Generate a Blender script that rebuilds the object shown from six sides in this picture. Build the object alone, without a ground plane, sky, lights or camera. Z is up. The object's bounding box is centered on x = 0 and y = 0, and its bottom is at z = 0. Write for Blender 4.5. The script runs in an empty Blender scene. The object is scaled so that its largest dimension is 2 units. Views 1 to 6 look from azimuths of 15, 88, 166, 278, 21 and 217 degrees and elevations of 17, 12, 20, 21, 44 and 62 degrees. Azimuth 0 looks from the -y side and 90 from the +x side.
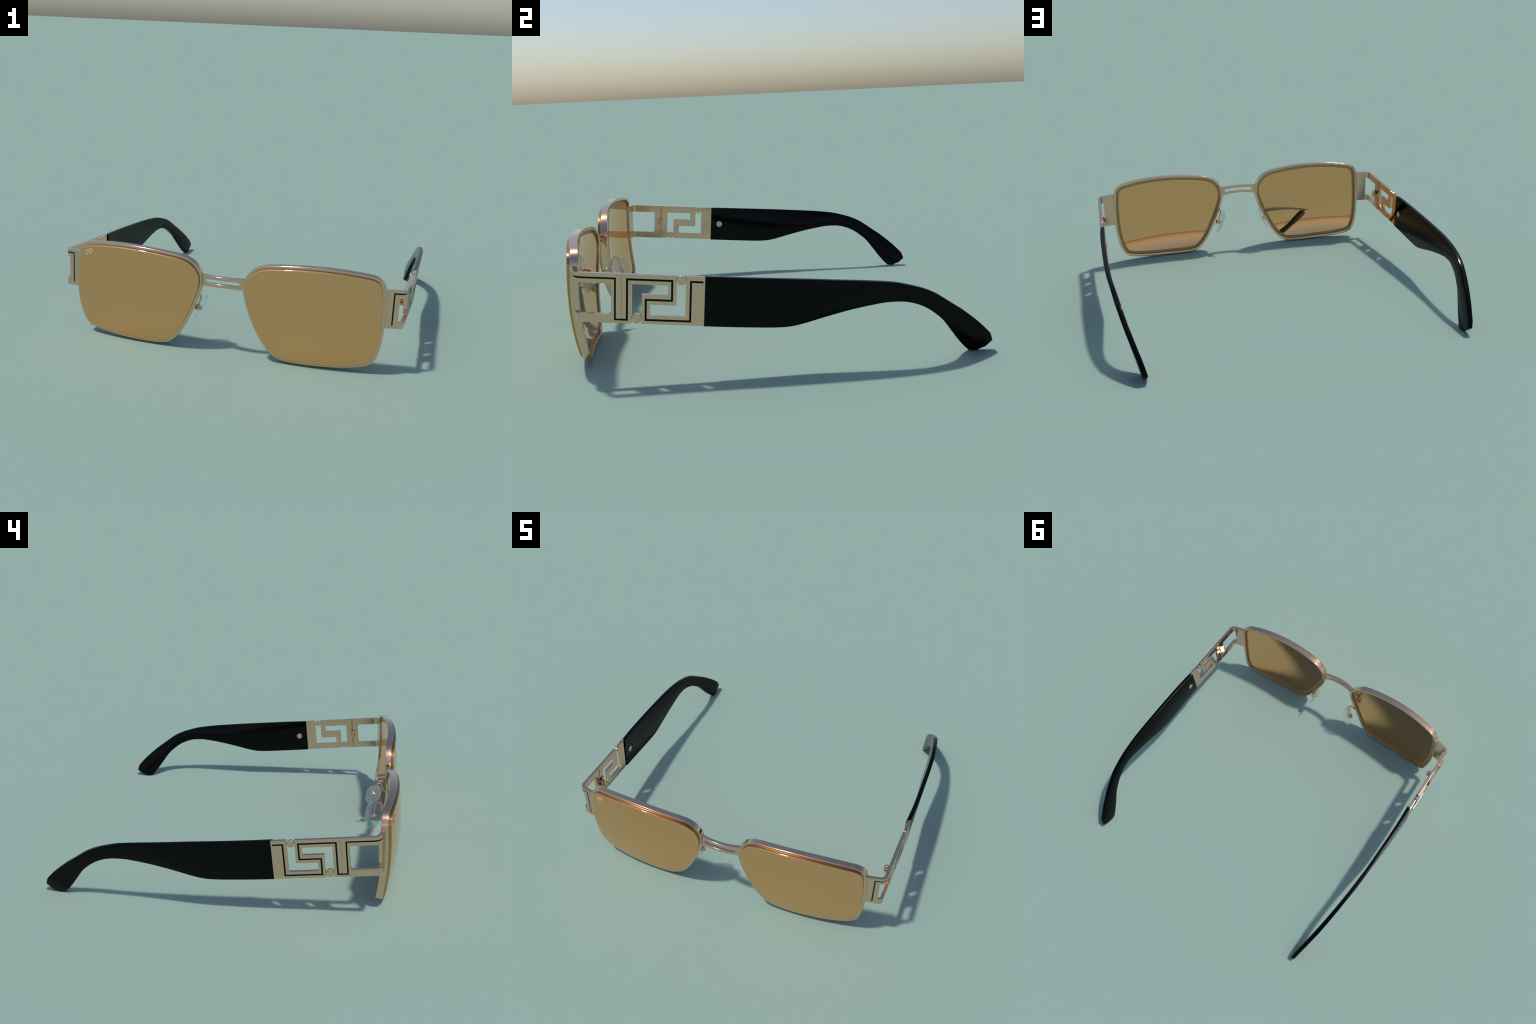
"""Rectangular metal sunglasses: two mirrored gold lenses in thin rims, a slotted bridge,
wrap-round end pieces, meander-pattern temple plates with black inlay, black acetate arms."""
import math
import bpy
import bmesh
from mathutils import Vector

# ------------------------------------------------------------------ materials


def base_material(name):
    m = bpy.data.materials.new(name)
    m.use_nodes = True
    nt = m.node_tree
    return m, nt, nt.nodes["Principled BSDF"]


def roughness_grain(nt, bsdf, low, high, scale):
    """Very fine variation of the gloss (brushed-off polish, finger marks)."""
    co = nt.nodes.new("ShaderNodeTexCoord")
    noise = nt.nodes.new("ShaderNodeTexNoise")
    noise.inputs["Scale"].default_value = scale
    noise.inputs["Detail"].default_value = 3.0
    rng = nt.nodes.new("ShaderNodeMapRange")
    rng.inputs["To Min"].default_value = low
    rng.inputs["To Max"].default_value = high
    nt.links.new(co.outputs["Object"], noise.inputs["Vector"])
    nt.links.new(noise.outputs["Fac"], rng.inputs["Value"])
    nt.links.new(rng.outputs["Result"], bsdf.inputs["Roughness"])


def metal(name, colour, low, high, scale=14.0):
    m, nt, b = base_material(name)
    b.inputs["Base Color"].default_value = (*colour, 1)
    b.inputs["Metallic"].default_value = 1.0
    roughness_grain(nt, b, low, high, scale)
    return m


def plastic(name, colour, low, high, specular=0.5):
    m, nt, b = base_material(name)
    b.inputs["Base Color"].default_value = (*colour, 1)
    b.inputs["Specular IOR Level"].default_value = specular
    roughness_grain(nt, b, low, high, 9.0)
    return m


GOLD = metal("pale_rose_gold", (0.80, 0.535, 0.375), 0.10, 0.14)
MIRROR = metal("amber_mirror_coating", (0.905, 0.475, 0.225), 0.02, 0.035)
LENS_RIM = metal("dark_amber_lens_edge", (0.51, 0.285, 0.115), 0.16, 0.20)
LENS_BEVEL = plastic("olive_lens_bevel", (0.57, 0.375, 0.145), 0.45, 0.5, 0.25)
ACETATE = plastic("black_acetate", (0.0005, 0.0006, 0.0006), 0.13, 0.17, 0.14)
ENAMEL = plastic("black_enamel", (0.0006, 0.0007, 0.0008), 0.22, 0.26, 0.14)
PRINT = plastic("pale_lens_print", (0.70, 0.48, 0.26), 0.45, 0.5, 0.3)


def clear_silicone():
    """Soft clear, milky pad; base colour tinted faintly blue for the sky reflected in it."""
    m, nt, b = base_material("clear_silicone")
    b.inputs["Base Color"].default_value = (0.88, 0.92, 0.97, 1)
    b.inputs["Transmission Weight"].default_value = 0.75
    b.inputs["IOR"].default_value = 1.30
    b.inputs["Alpha"].default_value = 0.36
    roughness_grain(nt, b, 0.06, 0.10, 20.0)
    return m


CLEAR = clear_silicone()

# ------------------------------------------------------------------ object helpers

THING = bpy.data.objects.new("sunglasses", None)
THING.empty_display_size = 0.1
THING["label"] = "rectangular gold metal sunglasses with amber mirror lenses, black arms"
THING["category"] = "sunglasses"
bpy.context.scene.collection.objects.link(THING)


def add_object(name, bm, material, parent, smooth_angle=35.0, weighted=False):
    """Mesh object with its origin at its own middle, parented to a part or the thing."""
    bmesh.ops.recalc_face_normals(bm, faces=bm.faces)
    lo = Vector([min(v.co[i] for v in bm.verts) for i in range(3)])
    hi = Vector([max(v.co[i] for v in bm.verts) for i in range(3)])
    mid = (lo + hi) / 2
    bmesh.ops.translate(bm, verts=bm.verts, vec=-mid)
    for f in bm.faces:
        f.smooth = True
    lim = math.radians(smooth_angle)
    for e in bm.edges:
        e.smooth = not (len(e.link_faces) == 2 and e.calc_face_angle(0.0) > lim)
    me = bpy.data.meshes.new(name)
    bm.to_mesh(me)
    bm.free()
    ob = bpy.data.objects.new(name, me)
    bpy.context.scene.collection.objects.link(ob)
    me.materials.append(material)
    ob.parent = parent
    world = Vector(parent.get("world_mid", (0, 0, 0)))
    ob.location = mid - world
    ob["world_mid"] = list(mid)
    if weighted:
        w = ob.modifiers.new("weighted_normals", "WEIGHTED_NORMAL")
        w.keep_sharp = True
        w.weight = 100
    return ob


def side(p, m):
    return Vector((p[0] * m, p[1], p[2]))


def loft(bm, rings, close_ring=True, close_path=False, cap=False):
    rows = [[bm.verts.new(p) for p in ring] for ring in rings]
    n = len(rows[0])
    last = len(rows) if close_path else len(rows) - 1
    for i in range(last):
        a, b = rows[i], rows[(i + 1) % len(rows)]
        for j in range(n if close_ring else n - 1):
            k = (j + 1) % n
            bm.faces.new((a[j], a[k], b[k], b[j]))
    if cap:
        bm.faces.new(rows[0][::-1])
        bm.faces.new(rows[-1])
    return rows


def catmull(points, steps, closed=False):
    pts = [Vector(p) for p in points]
    n = len(pts)
    out = []
    for i in range(n if closed else n - 1):
        if closed:
            p0, p1, p2, p3 = (pts[(i + k) % n] for k in (-1, 0, 1, 2))
        else:
            p1, p2 = pts[i], pts[i + 1]
            p0 = pts[i - 1] if i else 2 * p1 - p2
            p3 = pts[i + 2] if i + 2 < n else 2 * p2 - p1
        for s in range(steps):
            t = s / steps
            out.append(0.5 * ((2 * p1) + (p2 - p0) * t + (2 * p0 - 5 * p1 + 4 * p2 - p3) * t * t
                              + (3 * p1 - p0 - 3 * p2 + p3) * t ** 3))
    if not closed:
        out.append(pts[-1])
    return out


# ------------------------------------------------------------------ front of the frame

# the wrap of the front: depth y of the rim's front face over (x, z), x measured from the nose
WRAP = (-0.8301, -0.285, 0.33, -0.3292, 0.639, -0.0087, -0.2185)


def wrap(x, z):
    c = WRAP
    return c[0] + c[1] * x + c[2] * x * x + c[3] * z + c[4] * z * z + c[5] * x * z + c[6] * z ** 3


# eye shape: front outer edge of a rim as (x, z), from the nose side over the top
EYE = [(0.1190, 0.401), (0.1195, 0.424), (0.1235, 0.447), (0.1330, 0.469), (0.1520, 0.497), (0.1800, 0.521),
       (0.2140, 0.537), (0.2540, 0.5465), (0.2930, 0.552), (0.3410, 0.5572), (0.3930, 0.5622), (0.4580, 0.5668),
       (0.5290, 0.569), (0.5820, 0.569), (0.6350, 0.567), (0.6870, 0.563), (0.7390, 0.5575), (0.7780, 0.552),
       (0.8205, 0.5435), (0.8540, 0.522), (0.8680, 0.488), (0.8745, 0.439), (0.8780, 0.398), (0.8798, 0.342),
       (0.8800, 0.276), (0.8768, 0.216), (0.8705, 0.170), (0.8610, 0.122), (0.8510, 0.093), (0.8370, 0.066),
       (0.8150, 0.047), (0.7790, 0.034), (0.7260, 0.024), (0.6720, 0.0175), (0.6180, 0.0135), (0.5630, 0.011),
       (0.4880, 0.0080), (0.4170, 0.0075), (0.3740, 0.0100), (0.3420, 0.0150), (0.3130, 0.0260), (0.2870, 0.0450),
       (0.2580, 0.0760), (0.2290, 0.1190), (0.2050, 0.1620), (0.1830, 0.2070), (0.1610, 0.2570), (0.1430, 0.3050),
       (0.1270, 0.3510), (0.1205, 0.3800)]


def eye_curve():
    pts = catmull([(x, 0, z - 0.0018) for x, z in EYE], 4, closed=True)
    n = len(pts)
    for _ in range(2):
        pts = [(pts[i - 1] + 2 * pts[i] + pts[(i + 1) % n]) / 4 for i in range(n)]
    out = []
    for i in range(n):
        t = (pts[(i + 1) % n] - pts[i - 1]).normalized()
        out.append((pts[i], Vector((-t.z, 0, t.x))))      # outward normal of a clockwise outline
    return out


OUTLINE = eye_curve()
if sum((p - Vector((0.5, 0, 0.28))).dot(n) for p, n in OUTLINE) < 0:
    OUTLINE = [(p, -n) for p, n in OUTLINE]

RIM_WIDTH = 0.0135
RIM_DEPTH = 0.036


def edge_point(p, n, out, back):
    q = p + n * out
    return Vector((q.x, wrap(q.x, q.z) + back, q.z))


def build_rim(m):
    bm = bmesh.new()
    # profile: (outward offset from the front edge, depth behind the front face)
    profile = [(0.0000, 0.0000), (0.0020, 0.0009), (0.0030, 0.0034), (0.0030, RIM_DEPTH - 0.002),
               (0.0016, RIM_DEPTH), (-RIM_WIDTH + 0.002, RIM_DEPTH), (-RIM_WIDTH, RIM_DEPTH - 0.0015),
               (-RIM_WIDTH, 0.0012), (-RIM_WIDTH + 0.001, 0.0)]
    rings = []
    for p, n in OUTLINE:
        y0 = wrap(p.x, p.z)
        ring = []
        for o, d in profile:
            q = p + n * o
            ring.append(side((q.x, 0.5 * (y0 + wrap(q.x, q.z)) + d, q.z), m))
        rings.append(ring)
    loft(bm, rings, close_path=True)
    return add_object("rim", bm, GOLD, THING, 75, weighted=True)


LENS_MIDDLE = Vector((0.495, 0, 0.285))
PROUD, THICK_BACK, RING = 0.0140, 0.0195, 0.0190
BACK_STEP = 0.0105                 # rise of the bevelled ring from the rim to the back face


RINGS = [1.0, 0.985, 0.965] + [0.935 - 0.045 * k for k in range(21)]


def fullness(x, z, amount):
    """Smooth swelling over the eye: full in the middle, nothing at the edge."""
    return amount * (1 - 0.5 * ((x - 0.495) / 0.37) ** 2 - 0.5 * ((z - 0.285) / 0.27) ** 2)


def lens_front(x, z):
    dx, dz = (x - 0.495) / 0.37, (z - 0.285) / 0.27
    return wrap(x, z) - PROUD + fullness(x, z, 0.0050) + 0.0020 * dx - 0.0022 * dz


def lens_back(x, z):
    return wrap(x, z) + THICK_BACK + BACK_STEP + fullness(x, z, -0.0010)


def build_lens(m):
    """Domed front face and hollow back face; the dark edge with its back ring is a sub-part."""
    inset = -RIM_WIDTH + 0.0006
    edge = [(p + n * inset, n) for p, n in OUTLINE]

    bm = bmesh.new()
    rings = []
    first = [(p - n * 0.0032, n) for p, n in edge]
    for r in RINGS:
        ring = []
        for p, n in first:
            q = LENS_MIDDLE + (p - LENS_MIDDLE) * r
            ring.append(side((q.x, lens_front(q.x, q.z), q.z), m))
        rings.append(ring)
    rows = loft(bm, rings)
    c = bm.verts.new(side((LENS_MIDDLE.x, lens_front(LENS_MIDDLE.x, LENS_MIDDLE.z), LENS_MIDDLE.z), m))
    for j in range(len(rows[-1])):
        bm.faces.new((rows[-1][j], rows[-1][(j + 1) % len(rows[-1])], c))
    # soft shoulder of the front face
    shoulder = [[side((p.x - n.x * o, lens_front(p.x, p.z) + d, p.z - n.z * o), m) for p, n in edge]
                for o, d in ((0.0, 0.0024), (0.0003, 0.0008))]
    srow = [[bm.verts.new(q) for q in r] for r in shoulder] + [rows[0]]
    for a, b in zip(srow, srow[1:]):
        for j in range(len(a)):
            k = (j + 1) % len(a)
            bm.faces.new((a[j], a[k], b[k], b[j]))
    # back face inside the ring
    inner = [(p - n * RING) for p, n in edge]
    rings = []
    for r in RINGS:
        ring = []
        for p in inner:
            q = LENS_MIDDLE + (p - LENS_MIDDLE) * r
            ring.append(side((q.x, lens_back(q.x, q.z), q.z), m))
        rings.append(ring)
    rows = loft(bm, rings)
    c = bm.verts.new(side((LENS_MIDDLE.x, lens_back(LENS_MIDDLE.x, LENS_MIDDLE.z), LENS_MIDDLE.z), m))
    for j in range(len(rows[-1])):
        bm.faces.new((rows[-1][j], rows[-1][(j + 1) % len(rows[-1])], c))
    lens = add_object("lens", bm, MIRROR, THING, 60)

    def band(places):
        rings = []
        for o, place in places:
            ring = []
            for p, n in edge:
                q = p + n * o
                y = {"front": lens_front(q.x, q.z) + 0.0024, "side": wrap(q.x, q.z) + THICK_BACK - 0.0015,
                     "ring": wrap(q.x, q.z) + THICK_BACK, "back": lens_back(q.x, q.z)}[place]
                ring.append(side((q.x, y, q.z), m))
            rings.append(ring)
        bm = bmesh.new()
        loft(bm, rings)
        return bm

    add_object("lens_edge", band(((0.0, "front"), (0.0, "side"), (-0.001, "ring"))), LENS_RIM, lens, 50)
    add_object("lens_bevel", band(((-0.001, "ring"), (-RING, "back"))), LENS_BEVEL, lens, 50)
    return lens


def ribbon(bm, path, width, normal, lift, m=1):
    """Flat raised stroke along a path of 3D points."""
    rings = []
    n = len(path)
    for i, p in enumerate(path):
        t = (path[min(i + 1, n - 1)] - path[max(i - 1, 0)]).normalized()
        s = normal.cross(t).normalized()
        w = width / 2
        rings.append([p + s * w, p + s * w * 0.8 + normal * lift, p - s * w * 0.8 + normal * lift, p - s * w])
    loft(bm, rings, cap=True)


def build_mark(lens):
    """Open figure-eight printed on the upper outer corner of one lens."""
    stroke = [(0.000, -0.0105), (-0.0045, -0.0159), (-0.0099, -0.0180), (-0.0164, -0.0150), (-0.0196, -0.0075),
              (-0.018, 0.0016), (-0.0119, 0.0063), (-0.005, 0.0050), (0.0019, 0.0003), (0.0087, -0.0042),
              (0.0150, -0.0058), (0.0202, -0.0007), (0.0212, 0.007), (0.0186, 0.0150), (0.0122, 0.0178),
              (0.0062, 0.0158), (0.0021, 0.0116)]
    path = []
    for p in catmull([(x, 0, z) for x, z in stroke], 5):
        x, z = -0.797 + p.x, 0.499 + p.z
        path.append(Vector((x, lens_front(-x, z) - 0.0004, z)))
    bm = bmesh.new()
    ribbon(bm, path, 0.0076, Vector((0.12, -1, 0)).normalized(), 0.0006)
    add_object("printed_mark", bm, PRINT, lens, 40)


# ------------------------------------------------------------------ flat plates with cut-outs and grooves

BAR, GROOVE, PLATE = 0.0425, 0.0076, 0.0190


def cells_mesh(rect, holes, grooves, solids=None, depth=0.0032, thickness=PLATE):
    """Plate in (s, t, h): h = 0 is the outer face.  Every border lies on a grid of cuts, so cells
    are either metal, groove (sunk floor) or open."""
    cuts_s, cuts_t = set(), set()
    for a, b, c, d in [rect] + holes + grooves + (solids or []):
        cuts_s |= {round(a, 5), round(b, 5)}
        cuts_t |= {round(c, 5), round(d, 5)}
    ss, ts = sorted(cuts_s), sorted(cuts_t)

    def inside(rs, s, t):
        return any(a < s < b and c < t < d for a, b, c, d in rs)

    kind = {}
    for i in range(len(ss) - 1):
        for j in range(len(ts) - 1):
            s, t = (ss[i] + ss[i + 1]) / 2, (ts[j] + ts[j + 1]) / 2
            if not inside([rect], s, t) or inside(holes, s, t) or (solids and not inside(solids, s, t)):
                continue
            kind[i, j] = -depth if inside(grooves, s, t) else 0.0
    bm = bmesh.new()
    cache = {}

    def vert(i, j, h):
        key = (i, j, round(h, 5))
        if key not in cache:
            cache[key] = bm.verts.new((ss[i], ts[j], h))
        return cache[key]

    for (i, j), h in kind.items():
        bm.faces.new((vert(i, j, h), vert(i + 1, j, h), vert(i + 1, j + 1, h), vert(i, j + 1, h)))
        b = -thickness
        bm.faces.new((vert(i, j, b), vert(i, j + 1, b), vert(i + 1, j + 1, b), vert(i + 1, j, b)))
        for di, dj, e0, e1 in ((1, 0, (1, 0), (1, 1)), (-1, 0, (0, 1), (0, 0)), (0, 1, (1, 1), (0, 1)), (0, -1, (0, 0), (1, 0))):
            other = kind.get((i + di, j + dj), b)
            if other < h:
                a0, a1 = (i + e0[0], j + e0[1]), (i + e1[0], j + e1[1])
                levels = [h] + ([-depth] if h == 0.0 and other == b and (
                    (*a0, -depth) in cache or (*a1, -depth) in cache) else []) + [other]
                loop0 = [vert(*a0, q) for q in levels]
                loop1 = [vert(*a1, q) for q in levels]
                for q in range(len(levels) - 1):
                    bm.faces.new((loop0[q], loop0[q + 1], loop1[q + 1], loop1[q]))
    bmesh.ops.recalc_face_normals(bm, faces=bm.faces)
    bmesh.ops.dissolve_limit(bm, angle_limit=math.radians(1), verts=bm.verts, edges=bm.edges)
    return bm


def round_corners(bm, corners, radius):
    picked = []
    for e in bm.edges:
        a, b = e.verts
        if abs(a.co.z - b.co.z) > 0.005 and any((a.co.xy - Vector(c)).length < 1e-4 for c in corners):
            picked.append(e)
    if picked:
        bmesh.ops.bevel(bm, geom=picked, offset=radius, segments=5, affect="EDGES", profile=0.5)


def soften(bm, width, segments=2):
    sharp = [e for e in bm.edges if len(e.link_faces) == 2 and e.calc_face_angle(0) > math.radians(50)]
    bmesh.ops.bevel(bm, geom=sharp, offset=width, segments=segments, affect="EDGES", profile=0.5, clamp_overlap=True)


def chamfer_seam(bm, width):
    """Open the joint between end piece and temple a little on its inner side."""
    deep = min(v.co.z for v in bm.verts)
    low = min(v.co.x for v in bm.verts)
    picked = [e for e in bm.edges if all(abs(v.co.x - low) < 1e-5 and abs(v.co.z - deep) < 1e-5 for v in e.verts)]
    bmesh.ops.bevel(bm, geom=picked, offset=width, segments=1, affect="EDGES", clamp_overlap=True)


def cut_at(bm, values, axis=0):
    for v in values:
        co, no = [0, 0, 0], [0, 0, 0]
        co[axis], no[axis] = v, 1
        bmesh.ops.bisect_plane(bm, geom=bm.verts[:] + bm.edges[:] + bm.faces[:], plane_co=co, plane_no=no)


def strokes(points, width):
    """Axis-parallel polyline to rectangles (a, b, c, d)."""
    h = width / 2
    return [(min(p[0], q[0]) - h, max(p[0], q[0]) + h, min(p[1], q[1]) - h, max(p[1], q[1]) + h)
            for p, q in zip(points, points[1:])]


def build_bridge():
    """Bowed flat bar between the rims with a long slot."""
    end, slot, height, depth = 0.138, 0.0970, 0.0560, 0.0205
    hole = (-slot, slot, 0.0160, 0.0380)
    bm = cells_mesh((-end, end, 0.0, height), [hole], [], thickness=depth)
    round_corners(bm, [(-slot, 0.0160), (slot, 0.0160), (-slot, 0.0380), (slot, 0.0380)], 0.0040)
    soften(bm, 0.0034, 3)
    cut_at(bm, [-end + 2 * end * k / 24 for k in range(1, 24)])
    for v in bm.verts:
        x, t, h = v.co
        u = min(abs(x) / 0.125, 1.1)
        f = t / height
        front = -0.9250 + 0.0080 * f + (0.0235 - 0.0045 * f) * u * u
        z = 0.3955 + height * f - (0.0085 - 0.0070 * f) * u * u
        v.co = (x, front - h, z)
    return add_object("bridge", bm, GOLD, THING, 30, weighted=True)


# frame of a temple: s runs back along its top edge, t up; it leans by the frame's tilt
TILT = math.radians(5.25)
SEAM = Vector((0.9828, -0.636, 0.462))


def temple_point(s, t, x, m):
    """World position for (s, t) in the temple's own plane at a given distance x from the middle."""
    return side((x, SEAM.y + s * math.cos(TILT) + t * math.sin(TILT),
                 SEAM.z - s * math.sin(TILT) + t * math.cos(TILT)), m)


def plate_x(s, t):
    return SEAM.x + 0.024 * s + 0.015 * t


def map_straight(bm, m):
    for v in bm.verts:
        s, t, h = v.co
        v.co = temple_point(s, t, plate_x(s, t) + h, m)


BEND_START, BEND_RADIUS = 0.163, 0.042
BEND_ANGLE = math.radians(77)             # the front leaf still faces a little outward
BEND_LENGTH = BEND_RADIUS * BEND_ANGLE


def map_bent(bm, m):
    """Strip length runs forward along the side, round the corner, then inward across the front."""
    for v in bm.verts:
        w, t, h = v.co
        x0 = SEAM.x - 0.024 * BEND_START
        if w <= BEND_START:
            s, x, lean = -w, SEAM.x - 0.024 * w + h, 1.0
        else:
            a = min((w - BEND_START) / BEND_LENGTH, 1.0) * BEND_ANGLE
            r = BEND_RADIUS + h
            s = -BEND_START - r * math.sin(a)
            x = x0 - BEND_RADIUS + r * math.cos(a)
            if w > BEND_START + BEND_LENGTH:
                run = w - BEND_START - BEND_LENGTH
                x -= run * math.sin(a)
                s -= run * math.cos(a)
            lean = 1.0 - a / BEND_ANGLE
        # the front leaf stands a little steeper than the side leaf
        q = temple_point(s - 0.062 * t * (1.0 - lean), t, x + 0.015 * t * lean, m)
        v.co = q


HEIGHT = 0.2118
PLATE_END = 0.3445

SIDE_GROOVE = [(0.333, -0.0232), (0.2860, -0.0232), (0.2860, -0.1940), (0.1012, -0.1940), (0.1012, -0.1070),
               (0.2090, -0.1070), (0.2090, -0.0220), (0.0237, -0.0220), (0.0237, -0.1960), (-0.001, -0.1960)]
FRONT_GROOVE = [(-0.001, -0.1960), (0.0258, -0.1960), (0.0258, -0.0205), (0.2474, -0.0205), (0.2474, -0.1910)]


def build_end_piece(m):
    length = BEND_START + BEND_LENGTH + 0.078
    grooves = strokes(FRONT_GROOVE, GROOVE)
    window = (0.0412, 0.2175, -0.1740, -0.0425)
    bm = cells_mesh((0.0003, length, -HEIGHT, 0.0), [window], grooves, thickness=0.0180)
    round_corners(bm, [(0.0412, -0.1740), (0.0412, -0.0425)], 0.012)
    round_corners(bm, [(0.2175, -0.1740), (0.2175, -0.0425)], 0.006)
    chamfer_seam(bm, 0.0036)
    soften(bm, 0.0017)
    bends = [BEND_START - 0.002] + [BEND_START + BEND_LENGTH * k / 14 for k in range(15)] + [BEND_START + BEND_LENGTH + 0.002]
    cut_at(bm, bends)
    map_bent(bm, m)
    part = add_object("end_piece", bm, GOLD, THING, 30, weighted=True)

    bm = bmesh.new()
    inlay_boxes(bm, strokes(FRONT_GROOVE, GROOVE * 1.01), 0.0006, (0.0004, length))
    cut_at(bm, bends)
    map_bent(bm, m)
    add_object("enamel_inlay", bm, ENAMEL, part, 30)
    return part


def inlay_boxes(bm, rects, top, limit):
    """Enamel line as one outline of cells, filled up to just under the metal's face."""
    rects = [(max(a, limit[0]), min(b, limit[1]), c, d) for a, b, c, d in rects]
    whole = (min(r[0] for r in rects), max(r[1] for r in rects), min(r[2] for r in rects), max(r[3] for r in rects))
    src = cells_mesh(whole, [], [], solids=rects, thickness=0.0030)
    me = bpy.data.meshes.new("scratch")
    src.to_mesh(me)
    src.free()
    bm.from_mesh(me)
    bpy.data.meshes.remove(me)
    bmesh.ops.translate(bm, verts=bm.verts, vec=(0, 0, -top))


def disc(bm, s, t, radius, h0, h1, m, edge=0.0025, turns=40, dome=0.0):
    """Round stud set through the plate, axis across it."""
    rings = []
    for r, h in ((radius - edge, h1), (radius - edge * 0.3, h1 + (edge * 0.3 if h1 < h0 else -edge * 0.3)),
                 (radius, h1 + (edge if h1 < h0 else -edge)), (radius, h0 - edge if h0 > h1 else h0 + edge),
                 (radius - edge * 0.3, h0 - edge * 0.3 if h0 > h1 else h0 + edge * 0.3), (radius - edge, h0)):
        ring = []
        for k in range(turns):
            a = 2 * math.pi * k / turns
            ss, tt = s + r * math.cos(a), t + r * math.sin(a)
            ring.append(temple_point(ss, tt, plate_x(ss, tt) + h, m))
        rings.append(ring)
    loft(bm, rings, cap=True)


def build_temple(m):
    arm = build_arm(m)
    # meander plate: bars (s0, s1, t0, t1)
    bars = [(0.0003, BAR, -HEIGHT, 0.0), (0.0003, 0.2270, -BAR, 0.0), (0.1925, 0.2270, -0.1280, 0.0),
            (0.0840, 0.2270, -0.1280, -0.0840), (0.0840, 0.1192, -HEIGHT, -0.0840),
            (0.0840, PLATE_END, -HEIGHT, -0.1743), (0.2652, PLATE_END, -HEIGHT, 0.0)]
    bm = cells_mesh((0.0003, PLATE_END, -HEIGHT, 0.0), [], strokes(SIDE_GROOVE, GROOVE), solids=bars)
    chamfer_seam(bm, 0.0036)
    soften(bm, 0.0017)
    map_straight(bm, m)
    plate = add_object("meander_plate", bm, GOLD, arm, 30, weighted=True)
    bm = bmesh.new()
    inlay_boxes(bm, strokes(SIDE_GROOVE, GROOVE * 1.01), 0.0006, (0.0004, PLATE_END))
    map_straight(bm, m)
    add_object("enamel_inlay", bm, ENAMEL, arm, 30)
    for s, t, r in ((0.2461, -0.0200, 0.0192), (0.0632, -0.1902, 0.0209)):
        bm = bmesh.new()
        disc(bm, s, t, r, 0.0010, -PLATE - 0.0005, m)
        add_object("stud", bm, GOLD, arm, 60, weighted=True)
    # rivet on the inner face of the arm
    bm = bmesh.new()
    s0 = (-0.261 - SEAM.y) * math.cos(TILT) - (0.321 - SEAM.z) * math.sin(TILT)
    t0 = (-0.261 - SEAM.y) * math.sin(TILT) + (0.321 - SEAM.z) * math.cos(TILT)
    face = 0.9625 - plate_x(s0, t0)
    disc(bm, s0, t0, 0.0192, face + 0.006, face - 0.0010, m, edge=0.0018)
    for k in range(8):
        a = 2 * math.pi * k / 8 + 0.3
        disc(bm, s0 + 0.0105 * math.cos(a), t0 + 0.0105 * math.sin(a), 0.0030, face, face - 0.0022, m, edge=0.001, turns=12)
    disc(bm, s0, t0, 0.0050, face, face - 0.0026, m, edge=0.0015, turns=16)
    add_object("rivet", bm, GOLD, arm, 60, weighted=True)
    build_hinge(m, arm)
    return arm


# stations along the arm: top edge (s, t, outer x), bottom edge (s, t, outer x), thickness
ARM = [((0.3445, 0.0, 0.9905), (0.3445, -0.2142, 0.9883), 0.0255),
       ((0.43, 0.0005, 0.9958), (0.43, -0.2145, 0.9883), 0.0255),
       ((0.52, 0.001, 0.9987), (0.52, -0.2142, 0.9872), 0.0255),
       ((0.65, 0.002, 1.0), (0.64, -0.2122, 0.9848), 0.0255),
       ((0.76, 0.003, 1.0), (0.705, -0.2067, 0.982), 0.0255),
       ((0.86, 0.003, 0.9995), (0.765, -0.1917, 0.9793), 0.0255),
       ((0.95, 0.003, 0.998), (0.85, -0.1627, 0.9769), 0.0255),
       ((1.04, 0.002, 0.994), (0.965, -0.1262, 0.9745), 0.0255),
       ((1.136, -0.002, 0.9855), (1.084, -0.0962, 0.9731), 0.0255),
       ((1.197, -0.011, 0.9795), (1.137, -0.0882, 0.9722), 0.027),
       ((1.26, -0.024, 0.972), (1.186, -0.0862, 0.9701), 0.0275),
       ((1.319, -0.045, 0.9635), (1.235, -0.0942, 0.9628), 0.028),
       ((1.372, -0.074, 0.9535), (1.282, -0.1102, 0.9554), 0.028),
       ((1.418, -0.101, 0.9435), (1.324, -0.1342, 0.9461), 0.028),
       ((1.457, -0.124, 0.9335), (1.372, -0.1702, 0.9337), 0.028),
       ((1.523, -0.169, 0.9155), (1.419, -0.2222, 0.9181), 0.028),
       ((1.565, -0.202, 0.9025), (1.459, -0.2682, 0.9044), 0.028),
       ((1.605, -0.237, 0.8905), (1.492, -0.301, 0.8945), 0.028),
       ((1.6205, -0.2715, 0.8825), (1.5166, -0.3215, 0.8857), 0.0275),
       ((1.592, -0.3005, 0.883), (1.5467, -0.3218, 0.8828), 0.0265)]


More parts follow.
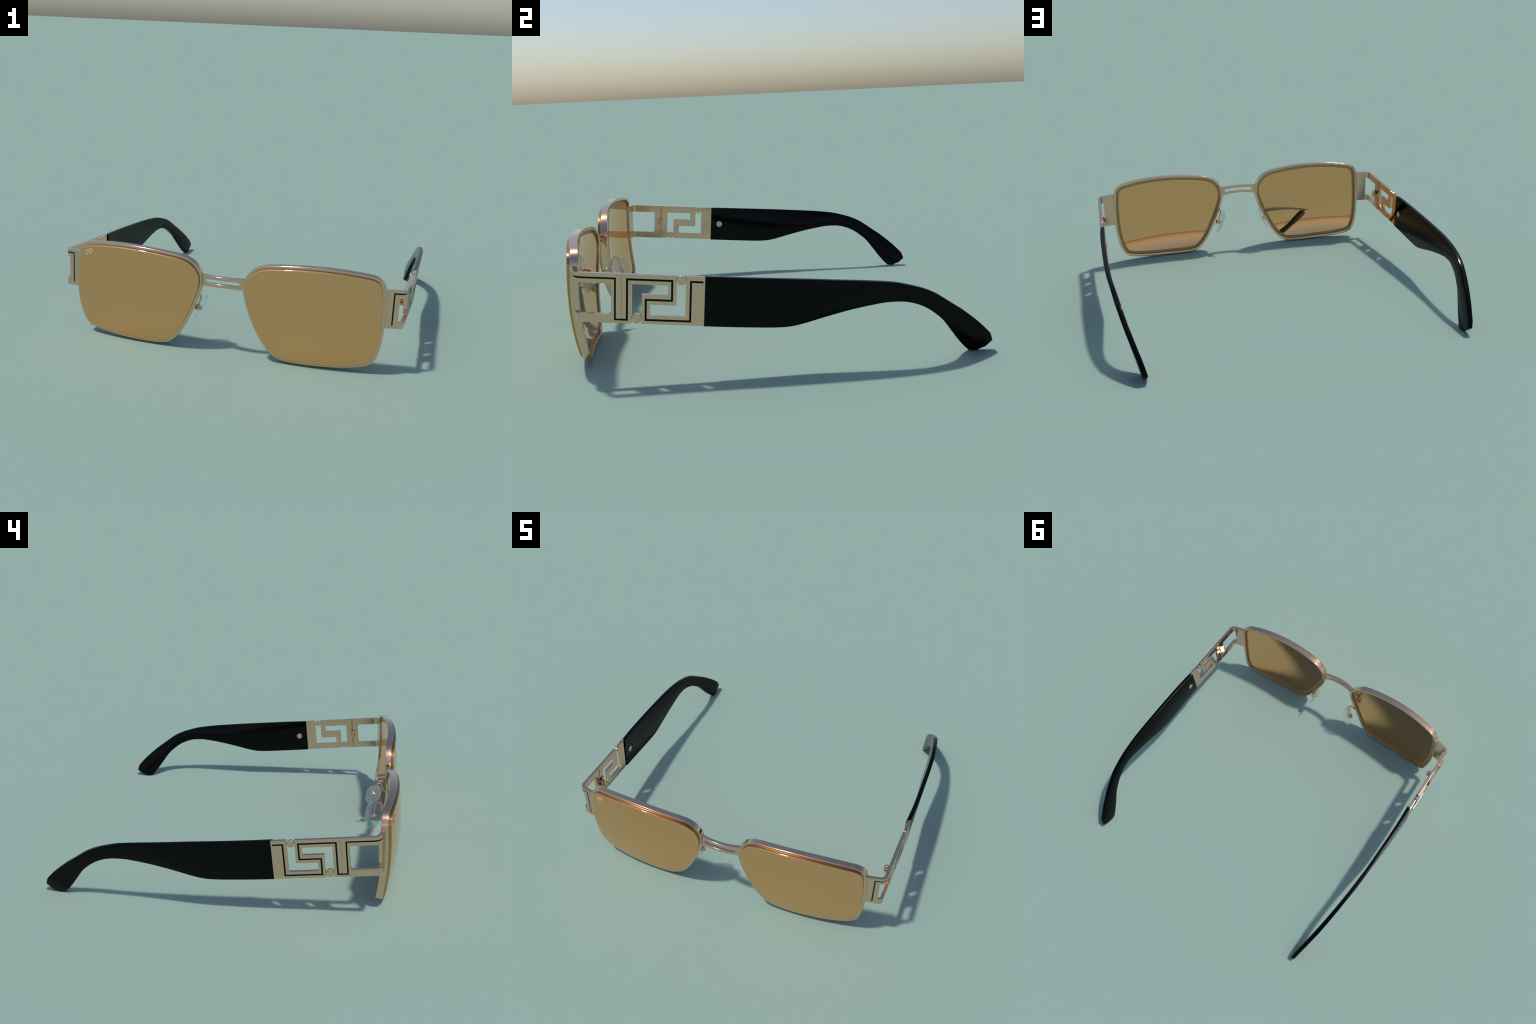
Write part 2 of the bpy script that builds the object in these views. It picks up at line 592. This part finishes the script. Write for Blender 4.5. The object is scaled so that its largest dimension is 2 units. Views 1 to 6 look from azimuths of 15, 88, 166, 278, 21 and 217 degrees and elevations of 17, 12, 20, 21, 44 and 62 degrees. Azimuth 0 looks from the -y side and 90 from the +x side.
def build_arm(m):
    bm = bmesh.new()
    tops = [Vector(a) for a, b, c in ARM]
    bottoms = [Vector(b) for a, b, c in ARM]
    thick = [Vector((c, 0, 0)) for a, b, c in ARM]
    body = len(ARM) - 2
    steps = 4
    ta = catmull(tops[:body], steps) + tops[body:]
    ba = catmull(bottoms[:body], steps) + bottoms[body:]
    th = catmull(thick[:body], steps) + thick[body:]
    rings = []
    for a, b, c in zip(ta, ba, th):
        o1, o2 = temple_point(*a, m), temple_point(*b, m)
        down = (o2 - o1)
        span = down.length
        down.normalize()
        inward = Vector((-m, 0, 0))
        inward = (inward - down * inward.dot(down)).normalized()
        depth = c.x
        e = min(0.0045, span * 0.2)
        ring = []
        for (u, w, cu, cw) in ((e, e, -1, -1), (span - e, e, 1, -1), (span - e, depth - e, 1, 1), (e, depth - e, -1, 1)):
            start = {(-1, -1): 180, (1, -1): 270, (1, 1): 0, (-1, 1): 90}[(cu, cw)]
            for k in range(4):
                ang = math.radians(start + 30 * k)
                ring.append(o1 + down * (u + e * math.cos(ang)) + inward * (w + e * math.sin(ang)))
        if not rings:                       # the inner half reaches forward over the plate's end
            forward = temple_point(-0.013, 0, 0, m) - temple_point(0, 0, 0, m)
            ring = [p + forward * min(max((p - o1).dot(inward) / depth, 0), 1) for p in ring]
        rings.append(ring)
    loft(bm, rings, cap=True)
    return add_object("temple", bm, ACETATE, THING, 38)


def build_hinge(m, arm):
    """Three-knuckle barrel with two leaves and a screw on the inner face at the seam."""
    bm = bmesh.new()
    t_top, t_bottom = -0.0845, -0.1240
    inner = -PLATE

    def box(s0, s1, t0, t1, h0, h1):
        co = [temple_point(s, t, plate_x(s, t) + h, m) for h in (h0, h1) for s, t in ((s0, t0), (s1, t0), (s1, t1), (s0, t1))]
        v = [bm.verts.new(p) for p in co]
        for f in ((0, 1, 2, 3), (7, 6, 5, 4), (0, 4, 5, 1), (1, 5, 6, 2), (2, 6, 7, 3), (3, 7, 4, 0)):
            bm.faces.new([v[i] for i in f])

    box(-0.0385, -0.0125, t_bottom, t_top, inner + 0.004, inner - 0.0075)
    box(0.0105, 0.0345, t_bottom, t_top, inner + 0.004, inner - 0.0075)
    # arms of the leaves that carry the barrel
    third = (t_top - t_bottom) / 3
    sc, hc, r = -0.0035, inner - 0.0205, 0.0138
    for k in range(3):
        a, b = t_bottom + k * third + 0.0008, t_bottom + (k + 1) * third - 0.0008
        if k == 1:
            box(-0.002, 0.0150, a, b, inner - 0.001, hc - 0.004)
        else:
            box(-0.0220, -0.004, a, b, inner - 0.001, hc - 0.004)
        rings = []
        for t, rr in ((a, r - 0.0012), (a + 0.0012, r), (b - 0.0012, r), (b, r - 0.0012)):
            ring = []
            for q in range(24):
                ang = 2 * math.pi * q / 24
                ss, hh = sc + rr * math.cos(ang), hc + rr * math.sin(ang)
                ring.append(temple_point(ss, t, plate_x(ss, t) + hh, m))
            rings.append(ring)
        loft(bm, rings, cap=True)
    rings = []
    for t, rr in ((t_bottom, 0.0075), (t_top + 0.002, 0.0075), (t_top + 0.0035, 0.0055)):
        ring = []
        for q in range(20):
            ang = 2 * math.pi * q / 20
            ss, hh = sc + rr * math.cos(ang), hc + rr * math.sin(ang)
            ring.append(temple_point(ss, t, plate_x(ss, t) + hh, m))
        rings.append(ring)
    loft(bm, rings, cap=True)
    add_object("hinge", bm, GOLD, arm, 30)


# ------------------------------------------------------------------ nose pads


def build_nose_pad(m):
    centre = Vector((0.150, -0.802, 0.221))
    long_axis = Vector((0.37, 0.17, -0.90)).normalized()
    wide = Vector((-0.15, 0.96, 0.13))
    wide = (wide - long_axis * wide.dot(long_axis)).normalized()
    normal = long_axis.cross(wide).normalized()
    if normal.x > 0:
        normal = -normal                      # towards the nose
    bm = bmesh.new()
    half_l, half_w = 0.083, 0.047
    turns = 44

    def ring(scale, h):
        out = []
        for k in range(turns):
            a = 2 * math.pi * k / turns
            c, s = math.cos(a), math.sin(a)
            e = 2 / 2.6
            u = math.copysign(abs(c) ** e, c) * half_l * scale
            v = math.copysign(abs(s) ** e, s) * half_w * scale * (1.0 - 0.10 * c)
            bulge = -0.005 * (u / half_l) ** 2
            out.append(side(centre + long_axis * u + wide * v + normal * (h * 0.75 + bulge), m))
        return out

    rings = [ring(0.30, 0.0110), ring(0.62, 0.0100), ring(0.86, 0.0070), ring(0.97, 0.0025), ring(1.0, -0.0015),
             ring(0.97, -0.0055), ring(0.86, -0.0085), ring(0.55, -0.0100)]
    loft(bm, rings, cap=True)
    pad = add_object("nose_pad", bm, CLEAR, THING, 60)

    # wire arm: from the rim's back, up and over, down to the mount
    stops = [(0.1735, -0.878, 0.236), (0.1725, -0.870, 0.243), (0.1695, -0.862, 0.255), (0.163, -0.857, 0.275),
             (0.154, -0.850, 0.294), (0.148, -0.838, 0.3025), (0.147, -0.825, 0.300), (0.149, -0.816, 0.288),
             (0.156, -0.811, 0.268), (0.164, -0.8085, 0.246), (0.168, -0.807, 0.232)]
    path = catmull(stops, 5)
    bm = bmesh.new()
    rings = []
    ref = Vector((1, 0.2, 0.3)).normalized()
    for i, p in enumerate(path):
        t = (path[min(i + 1, len(path) - 1)] - path[max(i - 1, 0)]).normalized()
        a = ref.cross(t).normalized()
        b = t.cross(a)
        rings.append([side(p + (a * math.cos(q * math.pi / 5) + b * math.sin(q * math.pi / 5)) * 0.0046, m) for q in range(10)])
    loft(bm, rings, cap=True)
    add_object("pad_arm", bm, GOLD, pad, 50)

    # mount: rounded block on the wire with a peg into the pad
    bm = bmesh.new()
    ball = Vector((0.171, -0.807, 0.2225))
    bmesh.ops.create_cube(bm, size=1.0)
    up = -long_axis
    for v in bm.verts:
        v.co = ball + wide * v.co.x * 0.036 + up * v.co.y * 0.029 + normal * v.co.z * 0.027
    bmesh.ops.bevel(bm, geom=bm.edges[:], offset=0.0085, segments=4, affect="EDGES", profile=0.5, clamp_overlap=True)
    peg = []
    for d, r in ((0.008, 0.0075), (0.0255, 0.0075), (0.027, 0.006)):
        peg.append([ball + normal * d + (wide * math.cos(q * math.pi / 8) + up * math.sin(q * math.pi / 8)) * r for q in range(16)])
    loft(bm, peg, cap=True)
    for v in bm.verts:
        v.co = side(v.co, m)
    add_object("pad_mount", bm, GOLD, pad, 40)
    return pad


# ------------------------------------------------------------------ assemble

for m in (1, -1):
    build_rim(m)
    lens = build_lens(m)
    if m < 0:
        build_mark(lens)
    build_end_piece(m)
    build_temple(m)
    build_nose_pad(m)
build_bridge()

for o in bpy.data.objects:
    if "world_mid" in o:
        del o["world_mid"]
